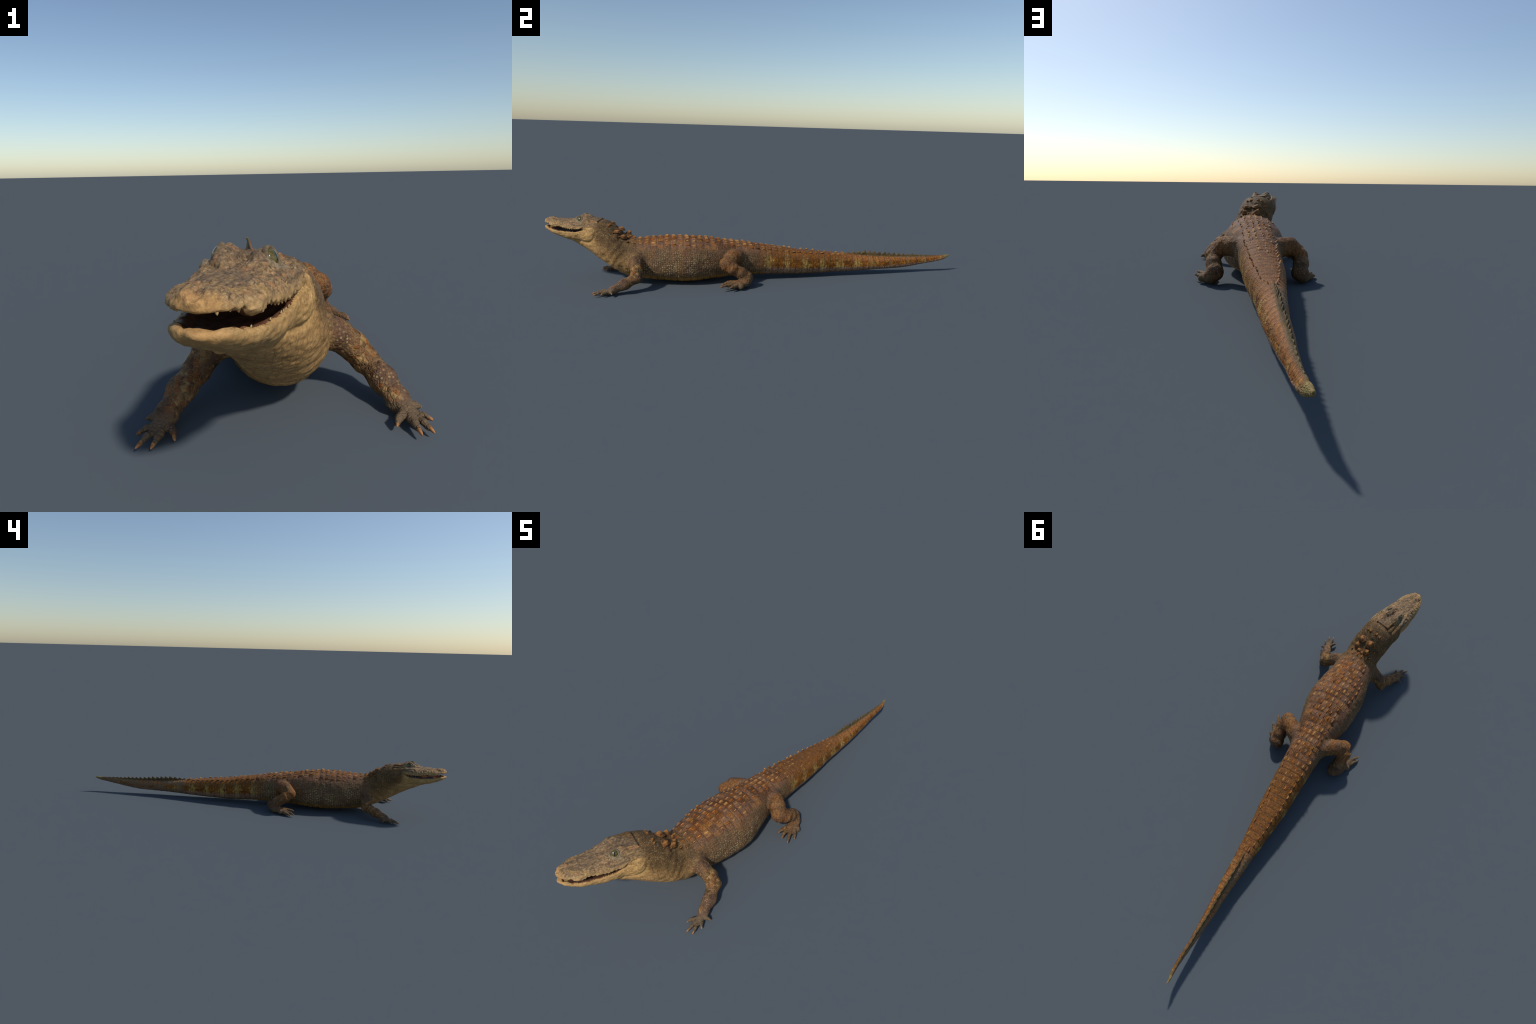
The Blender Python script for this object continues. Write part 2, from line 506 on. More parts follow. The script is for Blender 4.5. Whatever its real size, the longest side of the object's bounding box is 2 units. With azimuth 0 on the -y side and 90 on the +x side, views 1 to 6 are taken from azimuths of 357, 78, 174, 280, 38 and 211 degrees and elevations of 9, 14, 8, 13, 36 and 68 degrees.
# slack folds on throat and neck
neck_w = sstep(-0.02, -0.05, HP[:, 0] - 0.02) * sstep(-0.60, -0.66, V[:, 1]) * sstep(0.25, 0.21, V[:, 2])
fold = np.sin((V[:, 1] * 0.8 - V[:, 2] * 0.7) * 2 * np.pi / 0.034 + 2 * noise3(V, 18, 6))
disp += 0.0007 * fold * neck_w
# creases where the limbs bend, horny scales on the limbs
disp += 0.0009 * limb_out * noise3(V, 120, 8) * sstep(0.02, 0.05, V[:, 2])
V = V + NRM * disp[:, None]
V[:, 2] = np.maximum(V[:, 2], 0.0006 + 0.0004 * noise3(V, 60, 9))
NRM = vertex_normals(V, Q)
HP = np.stack([(V - HO) @ HA, (V - HO) @ HL, V[:, 2]], 1)

# ------------------------------------------------------------------ materials
class Nodes:
    def __init__(self, name):
        self.mat = bpy.data.materials.new(name)
        self.mat.use_nodes = True
        self.t = self.mat.node_tree
        self.t.nodes.clear()

    def n(self, kind, **kw):
        node = self.t.nodes.new(kind)
        for k, v in kw.items():
            setattr(node, k, v)
        return node

    def put(self, sock, v):
        if isinstance(v, bpy.types.NodeSocket):
            self.t.links.new(v, sock)
        else:
            sock.default_value = v

    def math(self, op, a, b=0.0, c=0.0, clamp=False):
        m = self.n("ShaderNodeMath", operation=op, use_clamp=clamp)
        self.put(m.inputs[0], a)
        self.put(m.inputs[1], b)
        self.put(m.inputs[2], c)
        return m.outputs[0]

    def add(self, a, b): return self.math("ADD", a, b)
    def sub(self, a, b): return self.math("SUBTRACT", a, b)
    def mul(self, a, b): return self.math("MULTIPLY", a, b)

    def step(self, x, lo, hi, out0=0.0, out1=1.0):
        m = self.n("ShaderNodeMapRange", interpolation_type="SMOOTHSTEP")
        self.put(m.inputs["Value"], x)
        rev = lo > hi
        if rev:
            lo, hi, out0, out1 = hi, lo, out1, out0
        m.inputs["From Min"].default_value, m.inputs["From Max"].default_value = lo, hi
        m.inputs["To Min"].default_value, m.inputs["To Max"].default_value = out0, out1
        return m.outputs[0]

    def mix(self, f, a, b, blend="MIX"):
        m = self.n("ShaderNodeMix", data_type="RGBA", blend_type=blend)
        self.put(m.inputs[0], f)
        self.put(m.inputs[6], a)
        self.put(m.inputs[7], b)
        return m.outputs[2]

    def xyz(self, v):
        s = self.n("ShaderNodeSeparateXYZ")
        self.put(s.inputs[0], v)
        return s.outputs[0], s.outputs[1], s.outputs[2]

    def vec(self, x, y, z):
        c = self.n("ShaderNodeCombineXYZ")
        for i, v in enumerate((x, y, z)):
            self.put(c.inputs[i], v)
        return c.outputs[0]

    def noise(self, v, scale, detail=3.0, rough=0.55, distort=0.0):
        m = self.n("ShaderNodeTexNoise")
        self.put(m.inputs["Vector"], v)
        m.inputs["Scale"].default_value = scale
        m.inputs["Detail"].default_value = detail
        m.inputs["Roughness"].default_value = rough
        m.inputs["Distortion"].default_value = distort
        return m.outputs[0]

    def voronoi(self, v, scale, feature="F1", randomness=1.0, dims="3D"):
        m = self.n("ShaderNodeTexVoronoi", feature=feature, voronoi_dimensions=dims)
        self.put(m.inputs["Vector"], v)
        m.inputs["Scale"].default_value = scale
        m.inputs["Randomness"].default_value = randomness
        return m

    def curve(self, x, lo, hi, pts):
        """Piecewise curve of a float given as (x, value) pairs."""
        c = self.n("ShaderNodeFloatCurve")
        u = self.n("ShaderNodeMapRange")
        self.put(u.inputs["Value"], x)
        u.inputs["From Min"].default_value, u.inputs["From Max"].default_value = lo, hi
        self.t.links.new(u.outputs[0], c.inputs["Value"])
        cv = c.mapping.curves[0]
        q = [((a - lo) / (hi - lo), b) for a, b in pts]
        cv.points[0].location, cv.points[1].location = q[0], q[-1]
        for p in q[1:-1]:
            cv.points.new(*p)
        c.mapping.update()
        return c.outputs[0]

    def finish(self, color, rough, bump=None, strength=0.5, distance=0.001, spec=0.35, coat=0.0, sss=0.0):
        b = self.n("ShaderNodeBsdfPrincipled")
        self.put(b.inputs["Base Color"], color)
        self.put(b.inputs["Roughness"], rough)
        b.inputs["Specular IOR Level"].default_value = spec
        b.inputs["Coat Weight"].default_value = coat
        b.inputs["Coat Roughness"].default_value = 0.15
        if bump is not None:
            m = self.n("ShaderNodeBump")
            m.inputs["Strength"].default_value = strength
            m.inputs["Distance"].default_value = distance
            self.put(m.inputs["Height"], bump)
            self.t.links.new(m.outputs[0], b.inputs["Normal"])
        o = self.n("ShaderNodeOutputMaterial")
        self.t.links.new(b.outputs[0], o.inputs[0])
        return self.mat


def rgb(r, g, b):
    """Display colour (0-255) -> linear base colour."""
    def lin(c):
        c /= 255
        return c / 12.92 if c <= 0.04045 else ((c + 0.055) / 1.055) ** 2.4
    return (lin(r), lin(g), lin(b), 1.0)


root = bpy.data.objects.new("alligator", None)
bpy.context.collection.objects.link(root)
root["label"] = "brown scaly alligator with raised head and slightly open mouth"
root["category"] = "alligator"


def skin_material(name, scute=False):
    m = Nodes(name)
    tc = m.n("ShaderNodeTexCoord", object=root)
    P = tc.outputs["Object"]
    x, y, z = m.xyz(P)

    def dot(v, off):
        return m.add(m.add(m.mul(x, float(v[0])), m.mul(y, float(v[1]))), off)

    hf = dot(HA, -float(HO @ HA))
    hl = m.math("ABSOLUTE", dot(HL, -float(HO @ HL)))
    rows = [(-0.94, 0.09), (-0.74, 0.078), (-0.66, 0.077), (-0.58, 0.088), (-0.5, 0.105), (-0.38, 0.12), (-0.3, 0.11), (-0.22, 0.084), (-0.1, 0.072),
            (0.08, 0.063), (0.28, 0.0485), (0.4, 0.037), (0.56, 0.029), (0.71, 0.017), (0.87, 0.009), (1.0, 0.005)]
    whw = m.curve(y, -1.0, 1.0, [(-1.0, 0.09)] + rows)
    ztop = m.curve(y, -1.0, 1.0, [(-1.0, 0.285), (-0.8, 0.285), (-0.74, 0.269), (-0.70, 0.256), (-0.66, 0.229), (-0.62, 0.208), (-0.5, 0.207), (-0.38, 0.207), (-0.26, 0.195),
                                  (-0.1, 0.174), (0.08, 0.145), (0.18, 0.128), (0.35, 0.11), (0.45, 0.101), (0.6, 0.087), (0.8, 0.081), (1.0, 0.086)])
    zbot = m.curve(y, -1.0, 1.0, [(-1.0, 0.20), (-0.9, 0.187), (-0.82, 0.146), (-0.74, 0.085), (-0.66, 0.034), (-0.58, 0.017), (-0.44, 0.004), (-0.2, 0.01), (0.0, 0.015),
                                  (0.3, 0.013), (0.5, 0.019), (0.66, 0.024), (0.8, 0.037), (0.9, 0.053), (1.0, 0.08)])
    xmid = m.curve(y, -1.0, 1.0, [(-1.0, 0.4), (-0.82, 0.450), (-0.74, 0.477), (-0.66, 0.495), (-0.6, 0.497), (-0.4, 0.502), (0.0, 0.497), (0.4, 0.497), (0.6, 0.5), (0.9, 0.502), (1.0, 0.494)])
    dx = m.sub(x, m.sub(xmid, 0.5))
    ax = m.math("ABSOLUTE", dx)
    up = m.math("DIVIDE", m.sub(z, zbot), m.sub(ztop, zbot))                 # 0 belly .. 1 back
    limb = m.mul(m.step(m.sub(ax, whw), 0.0, 0.026), m.step(z, 0.20, 0.16))
    tail = m.step(y, -0.08, 0.06)
    headw = m.step(m.add(m.mul(x, -0.3), y), -0.735, -0.765)
    n_lo = m.noise(P, 14, 4)
    n_mid = m.noise(P, 45, 4)
    n_hi = m.noise(P, 160, 4, 0.65)
    n_fine = m.noise(P, 420, 3, 0.7)

    # scale cells on the trunk, laid out in transverse rows
    ang = m.math("ARCTAN2", m.sub(z, 0.095), m.add(ax, 0.012))
    cell_v = m.vec(m.math("DIVIDE", m.sub(y, RING0 + RING / 2), RING / 3), m.mul(ang, 13.5), 0.0)
    cell = m.voronoi(cell_v, 1.0, "F1", 0.5, "2D")
    cell_e = m.voronoi(cell_v, 1.0, "DISTANCE_TO_EDGE", 0.5, "2D")
    crand = m.xyz(cell.outputs["Color"])[0]
    dot_t = m.step(m.add(cell.outputs["Distance"], m.mul(m.sub(n_hi, 0.5), 0.25)), 0.46, 0.16)
    dot_t = m.mul(dot_t, m.step(crand, -0.2, 0.9))
    dot_t = m.mul(dot_t, m.step(m.noise(P, 20, 2), 0.30, 0.62))
    dot_t = m.mul(dot_t, m.step(up, 0.80, 0.52, 0.25, 1.0))
    # rounder scales on neck and limbs
    rv = m.voronoi(P, 165, "F1", 0.7)
    re = m.voronoi(P, 165, "DISTANCE_TO_EDGE", 0.7)
    rrand = m.xyz(rv.outputs["Color"])[0]
    rdot = m.mul(m.step(m.add(rv.outputs["Distance"], m.mul(m.sub(n_hi, 0.5), 0.2)), 0.50, 0.22), m.step(rrand, 0.2, 0.9))
    rdot = m.mul(rdot, m.step(m.noise(P, 34, 3), 0.36, 0.64))
    # long scales of throat and chest
    lv = m.vec(m.mul(x, 1.1), m.mul(y, 1.1), m.mul(z, 0.42))
    le = m.voronoi(lv, 78, "DISTANCE_TO_EDGE", 0.7)

    # one tone per scale: trunk cells, back plates, limb scales
    plate_v = m.vec(m.math("DIVIDE", m.sub(y, RING0), RING), m.math("DIVIDE", m.add(dx, 0.0115), 0.023), 0.0)
    pl = m.voronoi(plate_v, 1.0, "F1", 0.25, "2D")
    ple = m.voronoi(plate_v, 1.0, "DISTANCE_TO_EDGE", 0.25, "2D").outputs["Distance"]
    pr, pg, _pb = m.xyz(pl.outputs["Color"])
    tail_v = m.vec(m.math("DIVIDE", m.sub(y, RING0 + RING / 2), RING / 2.0), m.mul(ang, 6.5), 0.0)
    tl = m.voronoi(tail_v, 1.0, "F1", 0.45, "2D")
    tle = m.voronoi(tail_v, 1.0, "DISTANCE_TO_EDGE", 0.45, "2D")
    tr = m.xyz(tl.outputs["Color"])[0]
    big = m.voronoi(P, 105, "F1", 0.8)
    bige = m.voronoi(P, 105, "DISTANCE_TO_EDGE", 0.8)
    br, bg, _bb = m.xyz(big.outputs["Color"])

    # --- trunk
    flank = m.mix(m.step(n_mid, 0.35, 0.65), rgb(96, 76, 56), rgb(116, 88, 64))
    flank = m.mix(m.mul(m.step(n_lo, 0.48, 0.70), 0.5), flank, rgb(126, 90, 62))
    flank = m.mix(m.mul(m.step(cell_e.outputs["Distance"], 0.10, 0.02), 0.35), flank, rgb(82, 66, 54))
    flank = m.mix(m.mul(m.step(n_hi, 0.45, 0.32), 0.5), flank, rgb(78, 62, 50))
    flank = m.mix(m.mul(dot_t, 0.9), flank, rgb(178, 160, 118))
    mid_t = m.mul(m.step(ax, 0.062, 0.030), m.step(n_lo, 0.30, 0.55, 0.45, 1.0))
    back = m.mix(m.step(n_mid, 0.38, 0.62), rgb(98, 74, 58), rgb(120, 86, 66))
    back = m.mix(m.mul(mid_t, 0.85), back, m.mix(m.step(n_mid, 0.38, 0.62), rgb(114, 72, 42), rgb(138, 80, 32)))
    back = m.mix(m.mul(m.mul(m.step(m.noise(P, 26, 3), 0.48, 0.66), mid_t), 0.6), back, rgb(156, 98, 38))
    back = m.mix(m.mul(m.step(pr, 0.55, 0.95), 0.65), back, rgb(158, 112, 66))
    back = m.mix(m.mul(m.step(pr, 0.42, 0.12), 0.75), back, rgb(82, 56, 36))
    back = m.mix(m.mul(m.step(pg, 0.50, 0.75), 0.75), back, rgb(120, 92, 74))
    back = m.mix(m.mul(m.step(n_hi, 0.54, 0.70), 0.5), back, rgb(188, 134, 80))
    back = m.mix(m.mul(m.step(m.add(ple, m.mul(m.sub(n_hi, 0.5), 0.1)), 0.12, 0.03), m.mul(mid_t, 0.65)), back, rgb(70, 50, 36))
    back = m.mix(m.mul(m.step(n_hi, 0.44, 0.30), 0.65), back, rgb(76, 50, 36))
    belly = m.mix(m.step(n_mid, 0.3, 0.7), rgb(184, 138, 78), rgb(156, 112, 62))
    back_t = m.step(m.add(up, m.mul(m.sub(n_mid, 0.5), 0.16)), 0.74, 0.88)
    belly_t = m.step(m.add(up, m.mul(m.sub(n_mid, 0.5), 0.08)), 0.20, 0.10)
    ringp = m.math("FRACT", m.math("DIVIDE", m.sub(y, RING0 + RING / 2), RING))
    ringd = m.math("MINIMUM", ringp, m.sub(1.0, ringp))
    ring_line = m.mul(m.step(m.add(ringd, m.mul(m.sub(n_hi, 0.5), 0.05)), 0.10, 0.03), m.step(n_mid, 0.25, 0.5, 0.45, 1.0))
    trunk = m.mix(back_t, flank, back)
    trunk = m.mix(m.mul(ring_line, m.mul(back_t, 0.55)), trunk, rgb(76, 58, 46))
    trunk = m.mix(belly_t, trunk, belly)
    trunk = m.mix(m.mul(ring_line, m.mul(belly_t, 0.7)), trunk, rgb(104, 76, 46))

    # --- tail: golden brown and rust with uneven upright ochre bars, pinkish shoulder, pale lower strip
    warp = m.mul(m.sub(m.noise(P, 24, 3), 0.5), 0.03)
    bph = m.math("COSINE", m.mul(m.add(y, m.sub(warp, 0.012)), 2 * math.pi / 0.0925))
    bars = m.mul(m.step(m.add(bph, m.mul(m.sub(tr, 0.5), 0.8)), 0.20, 0.60), m.step(m.noise(m.vec(m.mul(x, 2.0), m.mul(y, 1.4), m.mul(z, 0.8)), 75, 4, 0.65), 0.36, 0.58))
    streak = m.noise(m.vec(m.mul(x, 0.8), m.mul(y, 2.2), m.mul(z, 0.7)), 90, 4, 0.7)
    trust = m.mix(m.step(n_mid, 0.34, 0.66), rgb(142, 88, 36), rgb(106, 66, 34))
    trust = m.mix(m.mul(m.step(streak, 0.52, 0.66), 0.55), trust, rgb(178, 128, 64))
    trust = m.mix(m.mul(m.step(streak, 0.46, 0.34), 0.65), trust, rgb(88, 52, 24))
    trust = m.mix(m.mul(m.step(tr, 0.35, 0.05), 0.55), trust, rgb(88, 50, 22))
    trust = m.mix(m.mul(m.step(tr, 0.70, 0.95), 0.45), trust, rgb(176, 126, 66))
    trust = m.mix(m.mul(m.step(n_hi, 0.45, 0.32), 0.6), trust, rgb(76, 46, 26))
    tcol = m.mix(m.mul(bars, m.mul(m.step(up, 0.94, 0.80), m.step(y, 0.62, 0.44, 0.35, 0.95))), trust, rgb(178, 150, 90))
    low_t = m.step(m.add(up, m.mul(m.sub(n_mid, 0.5), 0.2)), 0.40, 0.26)
    tcol = m.mix(m.mul(low_t, m.step(n_hi, 0.3, 0.6, 0.35, 0.8)), tcol, rgb(150, 124, 110))
    tcol = m.mix(m.mul(m.step(up, 0.14, 0.06), 0.8), tcol, rgb(128, 98, 62))
    pink_t = m.mul(m.step(up, 0.60, 0.80), m.step(n_mid, 0.3, 0.6, 0.35, 0.85))
    tcol = m.mix(pink_t, tcol, m.mix(m.step(y, 0.3, 0.5), m.mix(m.step(n_hi, 0.4, 0.6), rgb(114, 74, 40), rgb(130, 88, 56)), m.mix(m.step(n_hi, 0.4, 0.6), rgb(142, 90, 48), rgb(168, 118, 82))))
    tcol = m.mix(m.mul(m.step(n_hi, 0.46, 0.34), 0.4), tcol, rgb(88, 64, 44))
    tcol = m.mix(m.mul(m.step(tle.outputs["Distance"], 0.07, 0.01), 0.35), tcol, rgb(92, 70, 48))
    tcol = m.mix(m.mul(ring_line, 0.6), tcol, rgb(80, 64, 48))
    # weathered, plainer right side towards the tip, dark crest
    plain = m.mul(m.mul(m.step(dx, 0.004, -0.006), m.step(m.add(y, m.mul(m.sub(n_lo, 0.5), 0.25)), 0.40, 0.47)), m.step(m.noise(m.vec(x, m.mul(y, 0.5), m.mul(z, 2.0)), 16, 2), 0.36, 0.5))
    tcol = m.mix(m.mul(plain, 0.85), tcol, rgb(124, 102, 80))
    crest_t = m.mul(m.step(m.sub(z, ztop), -0.004, 0.004), m.step(y, 0.40, 0.47))
    crest_c = m.mix(n_hi, rgb(76, 64, 44), rgb(112, 92, 60))
    tcol = m.mix(crest_t, tcol, crest_c)
    tcol = m.mix(m.step(y, 0.950, 0.975), tcol, rgb(140, 122, 80))
    body = m.mix(tail, trunk, tcol)

    # --- chest, throat and neck
    neckw = m.step(m.add(y, m.mul(z, -0.35)), -0.60, -0.70)
    n_dark = m.mix(m.step(n_mid, 0.35, 0.65), rgb(94, 73, 50), rgb(116, 89, 60))
    n_dark = m.mix(m.mul(m.step(n_hi, 0.46, 0.34), 0.5), n_dark, rgb(64, 52, 40))
    n_dark = m.mix(m.mul(rdot, 0.75), n_dark, rgb(170, 150, 108))
    throat = m.mix(m.step(n_mid, 0.3, 0.7), rgb(188, 148, 96), rgb(170, 132, 84))
    gap = m.step(re.outputs["Distance"], 0.10, 0.02)
    lgap = m.step(le.outputs["Distance"], 0.09, 0.02)
    throat = m.mix(m.mul(m.step(m.noise(P, 26, 3), 0.50, 0.66), 0.5), throat, rgb(150, 114, 70))
    throat = m.mix(m.mul(m.step(n_hi, 0.46, 0.34), 0.15), throat, rgb(134, 100, 60))
    throat = m.mix(m.mul(lgap, 0.5), throat, rgb(112, 84, 52))
    throat_t = m.step(m.add(m.sub(z, zbot), m.mul(m.sub(n_mid, 0.5), 0.08)), 0.125, 0.035)
    neck = m.mix(throat_t, n_dark, throat)
    body = m.mix(neckw, body, neck)

    # --- limbs
    lcol = m.mix(m.step(n_mid, 0.35, 0.65), rgb(106, 78, 60), rgb(88, 68, 54))
    front_t = m.mul(m.step(m.noise(P, 16, 2), 0.36, 0.50), m.step(y, -0.25, -0.45, 0.5, 1.0))      # large coloured scales
    lbig = m.mix(m.step(br, 0.25, 0.45), rgb(138, 86, 46), rgb(118, 88, 58))
    lbig = m.mix(m.step(br, 0.62, 0.78), lbig, rgb(162, 126, 80))
    lbig = m.mix(m.mul(m.step(bg, 0.72, 0.9), 0.8), lbig, rgb(88, 62, 44))
    lbig = m.mix(m.mul(m.step(bige.outputs["Distance"], 0.10, 0.03), 0.75), lbig, rgb(132, 110, 76))
    lcol = m.mix(m.mul(m.step(n_hi, 0.56, 0.70), 0.45), lcol, rgb(160, 124, 84))
    lcol = m.mix(m.mul(m.step(n_hi, 0.45, 0.32), 0.5), lcol, rgb(74, 56, 44))
    lcol = m.mix(m.mul(rdot, 0.65), lcol, rgb(180, 152, 106))
    lcol = m.mix(m.mul(gap, 0.4), lcol, rgb(84, 66, 50))
    lcol = m.mix(m.mul(front_t, 0.85), lcol, lbig)
    lcol = m.mix(m.mul(m.step(m.noise(P, 42, 4, 0.6), 0.52, 0.64), 0.55), lcol, rgb(70, 50, 36))
    thigh_t = m.mul(m.mul(m.step(y, -0.10, -0.16), m.step(y, -0.30, -0.26)), m.mul(m.step(z, 0.06, 0.10), m.step(n_lo, 0.36, 0.52)))
    band = m.math("SINE", m.mul(m.add(m.add(ax, m.mul(y, 0.35)), m.mul(m.sub(n_mid, 0.5), 0.020)), 2 * math.pi / 0.0125))
    lcol = m.mix(m.mul(thigh_t, 0.55), lcol, m.mix(m.step(band, -0.2, 0.6), rgb(130, 78, 38), rgb(146, 104, 64)))
    foot = m.mix(n_mid, rgb(96, 80, 60), rgb(120, 98, 74))
    foot = m.mix(m.mul(gap, 0.35), foot, rgb(78, 64, 50))
    lcol = m.mix(m.mul(m.step(z, 0.036, 0.018), m.step(ax, 0.140, 0.170)), lcol, foot)
    body = m.mix(limb, body, lcol)

    # --- head
    hv = m.vec(m.mul(hf, 0.5), hl, z)
    h_n = m.noise(hv, 230, 5, 0.72, 0.6)
    h_m = m.noise(hv, 55, 4, 0.6)
    skull = m.mix(m.step(h_m, 0.36, 0.62), rgb(134, 110, 80), rgb(150, 120, 84))
    skull = m.mix(m.mul(m.step(h_n, 0.49, 0.39), 0.85), skull, rgb(74, 60, 48))
    skull = m.mix(m.mul(m.step(h_n, 0.54, 0.63), 0.70), skull, rgb(188, 158, 116))
    skull = m.mix(m.mul(m.mul(m.step(m.noise(hv, 34, 3), 0.46, 0.60), m.step(hf, 0.23, 0.20)), 0.55), skull, rgb(88, 72, 58))
    skull = m.mix(m.mul(m.step(m.noise(hv, 48, 3, 0.6), 0.54, 0.66), 0.55), skull, rgb(182, 146, 92))
    skull = m.mix(m.mul(m.step(m.noise(P, 62, 3), 0.54, 0.68), 0.55), skull, rgb(180, 128, 84))
    top_t = m.mul(m.step(hl, 0.040, 0.024), m.mul(m.step(hf, 0.22, 0.18), m.step(z, 0.262, 0.272)))
    skull = m.mix(m.mul(top_t, 0.40), skull, rgb(100, 84, 70))
    edge = m.math("ABSOLUTE", m.sub(hl, m.sub(0.0340, m.mul(hf, 0.12))))
    rim_t = m.mul(m.mul(m.step(edge, 0.0045, 0.0015), m.step(hf, 0.075, 0.065)), m.step(z, 0.268, 0.276))
    skull = m.mix(m.mul(rim_t, 0.35), skull, rgb(190, 138, 88))
    jaw = m.mix(m.step(h_m, 0.34, 0.66), rgb(192, 152, 98), rgb(170, 134, 84))
    jaw = m.mix(m.mul(m.step(n_hi, 0.48, 0.34), 0.65), jaw, rgb(138, 106, 68))
    jaw = m.mix(m.mul(m.step(m.noise(P, 38, 3), 0.52, 0.66), 0.45), jaw, rgb(150, 116, 74))
    jaw = m.mix(m.mul(m.step(h_n, 0.55, 0.66), 0.35), jaw, rgb(216, 188, 142))
    lipz = m.curve(hf, 0.0, 0.3, [(0.0, 0.248), (0.045, 0.2545), (0.09, 0.251), (0.125, 0.252), (0.18, 0.258), (0.24, 0.264), (0.3, 0.268)])
    jaw_t = m.step(m.add(m.sub(z, lipz), m.mul(m.sub(h_m, 0.5), 0.016)), 0.013, -0.004)
    lip_t = m.mul(m.step(z, 0.236, 0.250), m.step(hf, 0.03, 0.09))
    jaw = m.mix(m.mul(lip_t, 0.40), jaw, m.mix(h_n, rgb(118, 98, 72), rgb(186, 158, 116)))
    hcol = m.mix(jaw_t, skull, jaw)
    nose = m.mul(m.step(m.add(hf, m.mul(m.sub(h_m, 0.5), 0.02)), 0.240, 0.260), 0.8)
    hcol = m.mix(nose, hcol, m.mix(n_hi, rgb(168, 128, 78), rgb(194, 150, 98)))
    # bare grey skin round the eye
    ex, ey = m.sub(hf, 0.084), m.sub(z, 0.288)
    er = m.math("SQRT", m.add(m.add(m.mul(m.mul(ex, ex), 0.5), m.mul(ey, ey)), 0.0))
    eyel = m.mul(m.step(er, 0.0175, 0.0125), m.step(hl, 0.024, 0.032))
    hcol = m.mix(m.mul(eyel, 0.7), hcol, rgb(138, 124, 100))
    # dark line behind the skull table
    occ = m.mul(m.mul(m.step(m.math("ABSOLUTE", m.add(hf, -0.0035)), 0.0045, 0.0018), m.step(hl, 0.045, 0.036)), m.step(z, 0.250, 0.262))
    headw = m.math("MULTIPLY", headw, m.step(m.add(hf, m.mul(m.sub(n_mid, 0.5), 0.02)), -0.012, 0.012))
    jawback = m.mul(m.step(m.add(hf, m.mul(m.sub(n_mid, 0.5), 0.03)), -0.015, 0.03), m.step(z, 0.16, 0.20))
    jawback = m.math("MAXIMUM", jawback, m.mul(m.step(z, 0.262, 0.272), m.step(hf, -0.002, 0.004)))
    headm = m.mul(headw, jawback)
    body = m.mix(headm, body, hcol)
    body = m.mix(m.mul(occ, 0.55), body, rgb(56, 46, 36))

    # fine grain over everything
    grain = m.noise(P, 210, 5, 0.78)
    gv = m.step(grain, 0.35, 0.65, 0.62, 1.30)
    body = m.mix(m.sub(1.0, m.mul(m.mul(neckw, throat_t), 0.6)), body, m.vec(gv, gv, gv), "MULTIPLY")
    relief = m.mul(m.add(m.mul(n_hi, 0.7), m.mul(n_fine, 0.5)), m.sub(1.0, m.mul(m.mul(neckw, throat_t), 0.55)))
    scale_h = m.mul(m.mul(m.step(cell_e.outputs["Distance"], 0.0, 0.30), m.sub(1.0, limb)), m.step(up, 0.9, 0.7, 0.3, 0.8))
    round_h = m.mul(m.mul(m.step(re.outputs["Distance"], 0.0, 0.22), 0.75), m.math("MAXIMUM", limb, m.mul(neckw, m.sub(1.0, throat_t))))
    long_h = m.mul(m.mul(m.step(le.outputs["Distance"], 0.0, 0.2), 0.22), m.mul(neckw, throat_t))
    tail_h = m.mul(m.step(tle.outputs["Distance"], 0.0, 0.2), m.mul(tail, 0.6))
    big_h = m.mul(m.mul(m.step(bige.outputs["Distance"], 0.0, 0.22), 1.2), m.mul(limb, front_t))
    round_h = m.add(round_h, m.add(big_h, tail_h))
    nothead = m.sub(1.0, headm)
    scales = m.add(m.mul(scale_h, m.sub(1.0, neckw)), m.add(round_h, long_h))
    relief = m.add(m.add(relief, m.mul(scales, nothead)), m.mul(h_n, m.mul(m.mul(headm, m.sub(1.0, m.mul(jaw_t, 0.6))), 1.7)))
    if scute:
        own = m.n("ShaderNodeTexCoord").outputs["Object"]
        oz = m.xyz(own)[2]
        rnd = m.n("ShaderNodeObjectInfo").outputs["Random"]
        plate = m.mix(m.step(rnd, 0.10, 0.40), rgb(74, 46, 30), rgb(138, 78, 36))
        plate = m.mix(m.step(rnd, 0.55, 0.70), plate, rgb(130, 98, 78))
        plate = m.mix(m.step(rnd, 0.84, 0.95), plate, rgb(180, 136, 86))
        plate = m.mix(m.mul(m.step(n_hi, 0.40, 0.65), 0.6), plate, rgb(128, 88, 64))
        body = m.mix(m.mul(m.step(oz, -0.0002, 0.0014), 0.8), body, plate)
        keel = m.mul(m.step(m.add(oz, m.mul(m.sub(n_hi, 0.5), 0.003)), 0.0032, 0.0056), m.step(m.math("FRACT", m.mul(rnd, 7.3)), 0.1, 0.8, 0.25, 0.95))
        body = m.mix(keel, body, rgb(206, 158, 92))
    hs = m.n("ShaderNodeHueSaturation")
    hs.inputs["Saturation"].default_value = 1.06
    hs.inputs["Value"].default_value = 1.0
    m.put(hs.inputs["Fac"], m.sub(1.0, m.math("MAXIMUM", m.mul(headm, 0.8), m.mul(neckw, throat_t))))
    m.put(hs.inputs["Color"], body)
    body = hs.outputs[0]
    rough = m.step(n_hi, 0.3, 0.7, 0.60, 0.80)
    return m.finish(body, rough, relief, 0.65, 0.0015, 0.16)


SKIN = skin_material("reptile_skin")
SCUTE = skin_material("scute_horn", True)


def simple_material(name, c1, c2, scale, rough, coat=0.0, bump=0.0006):
    m = Nodes(name)
    P = m.n("ShaderNodeTexCoord", object=root).outputs["Object"]
    a = m.noise(P, scale, 4, 0.6)
    return m.finish(m.mix(m.step(a, 0.3, 0.7), rgb(*c1), rgb(*c2)), rough, m.noise(P, scale * 2.5, 3), 0.4, bump, 0.15, coat)


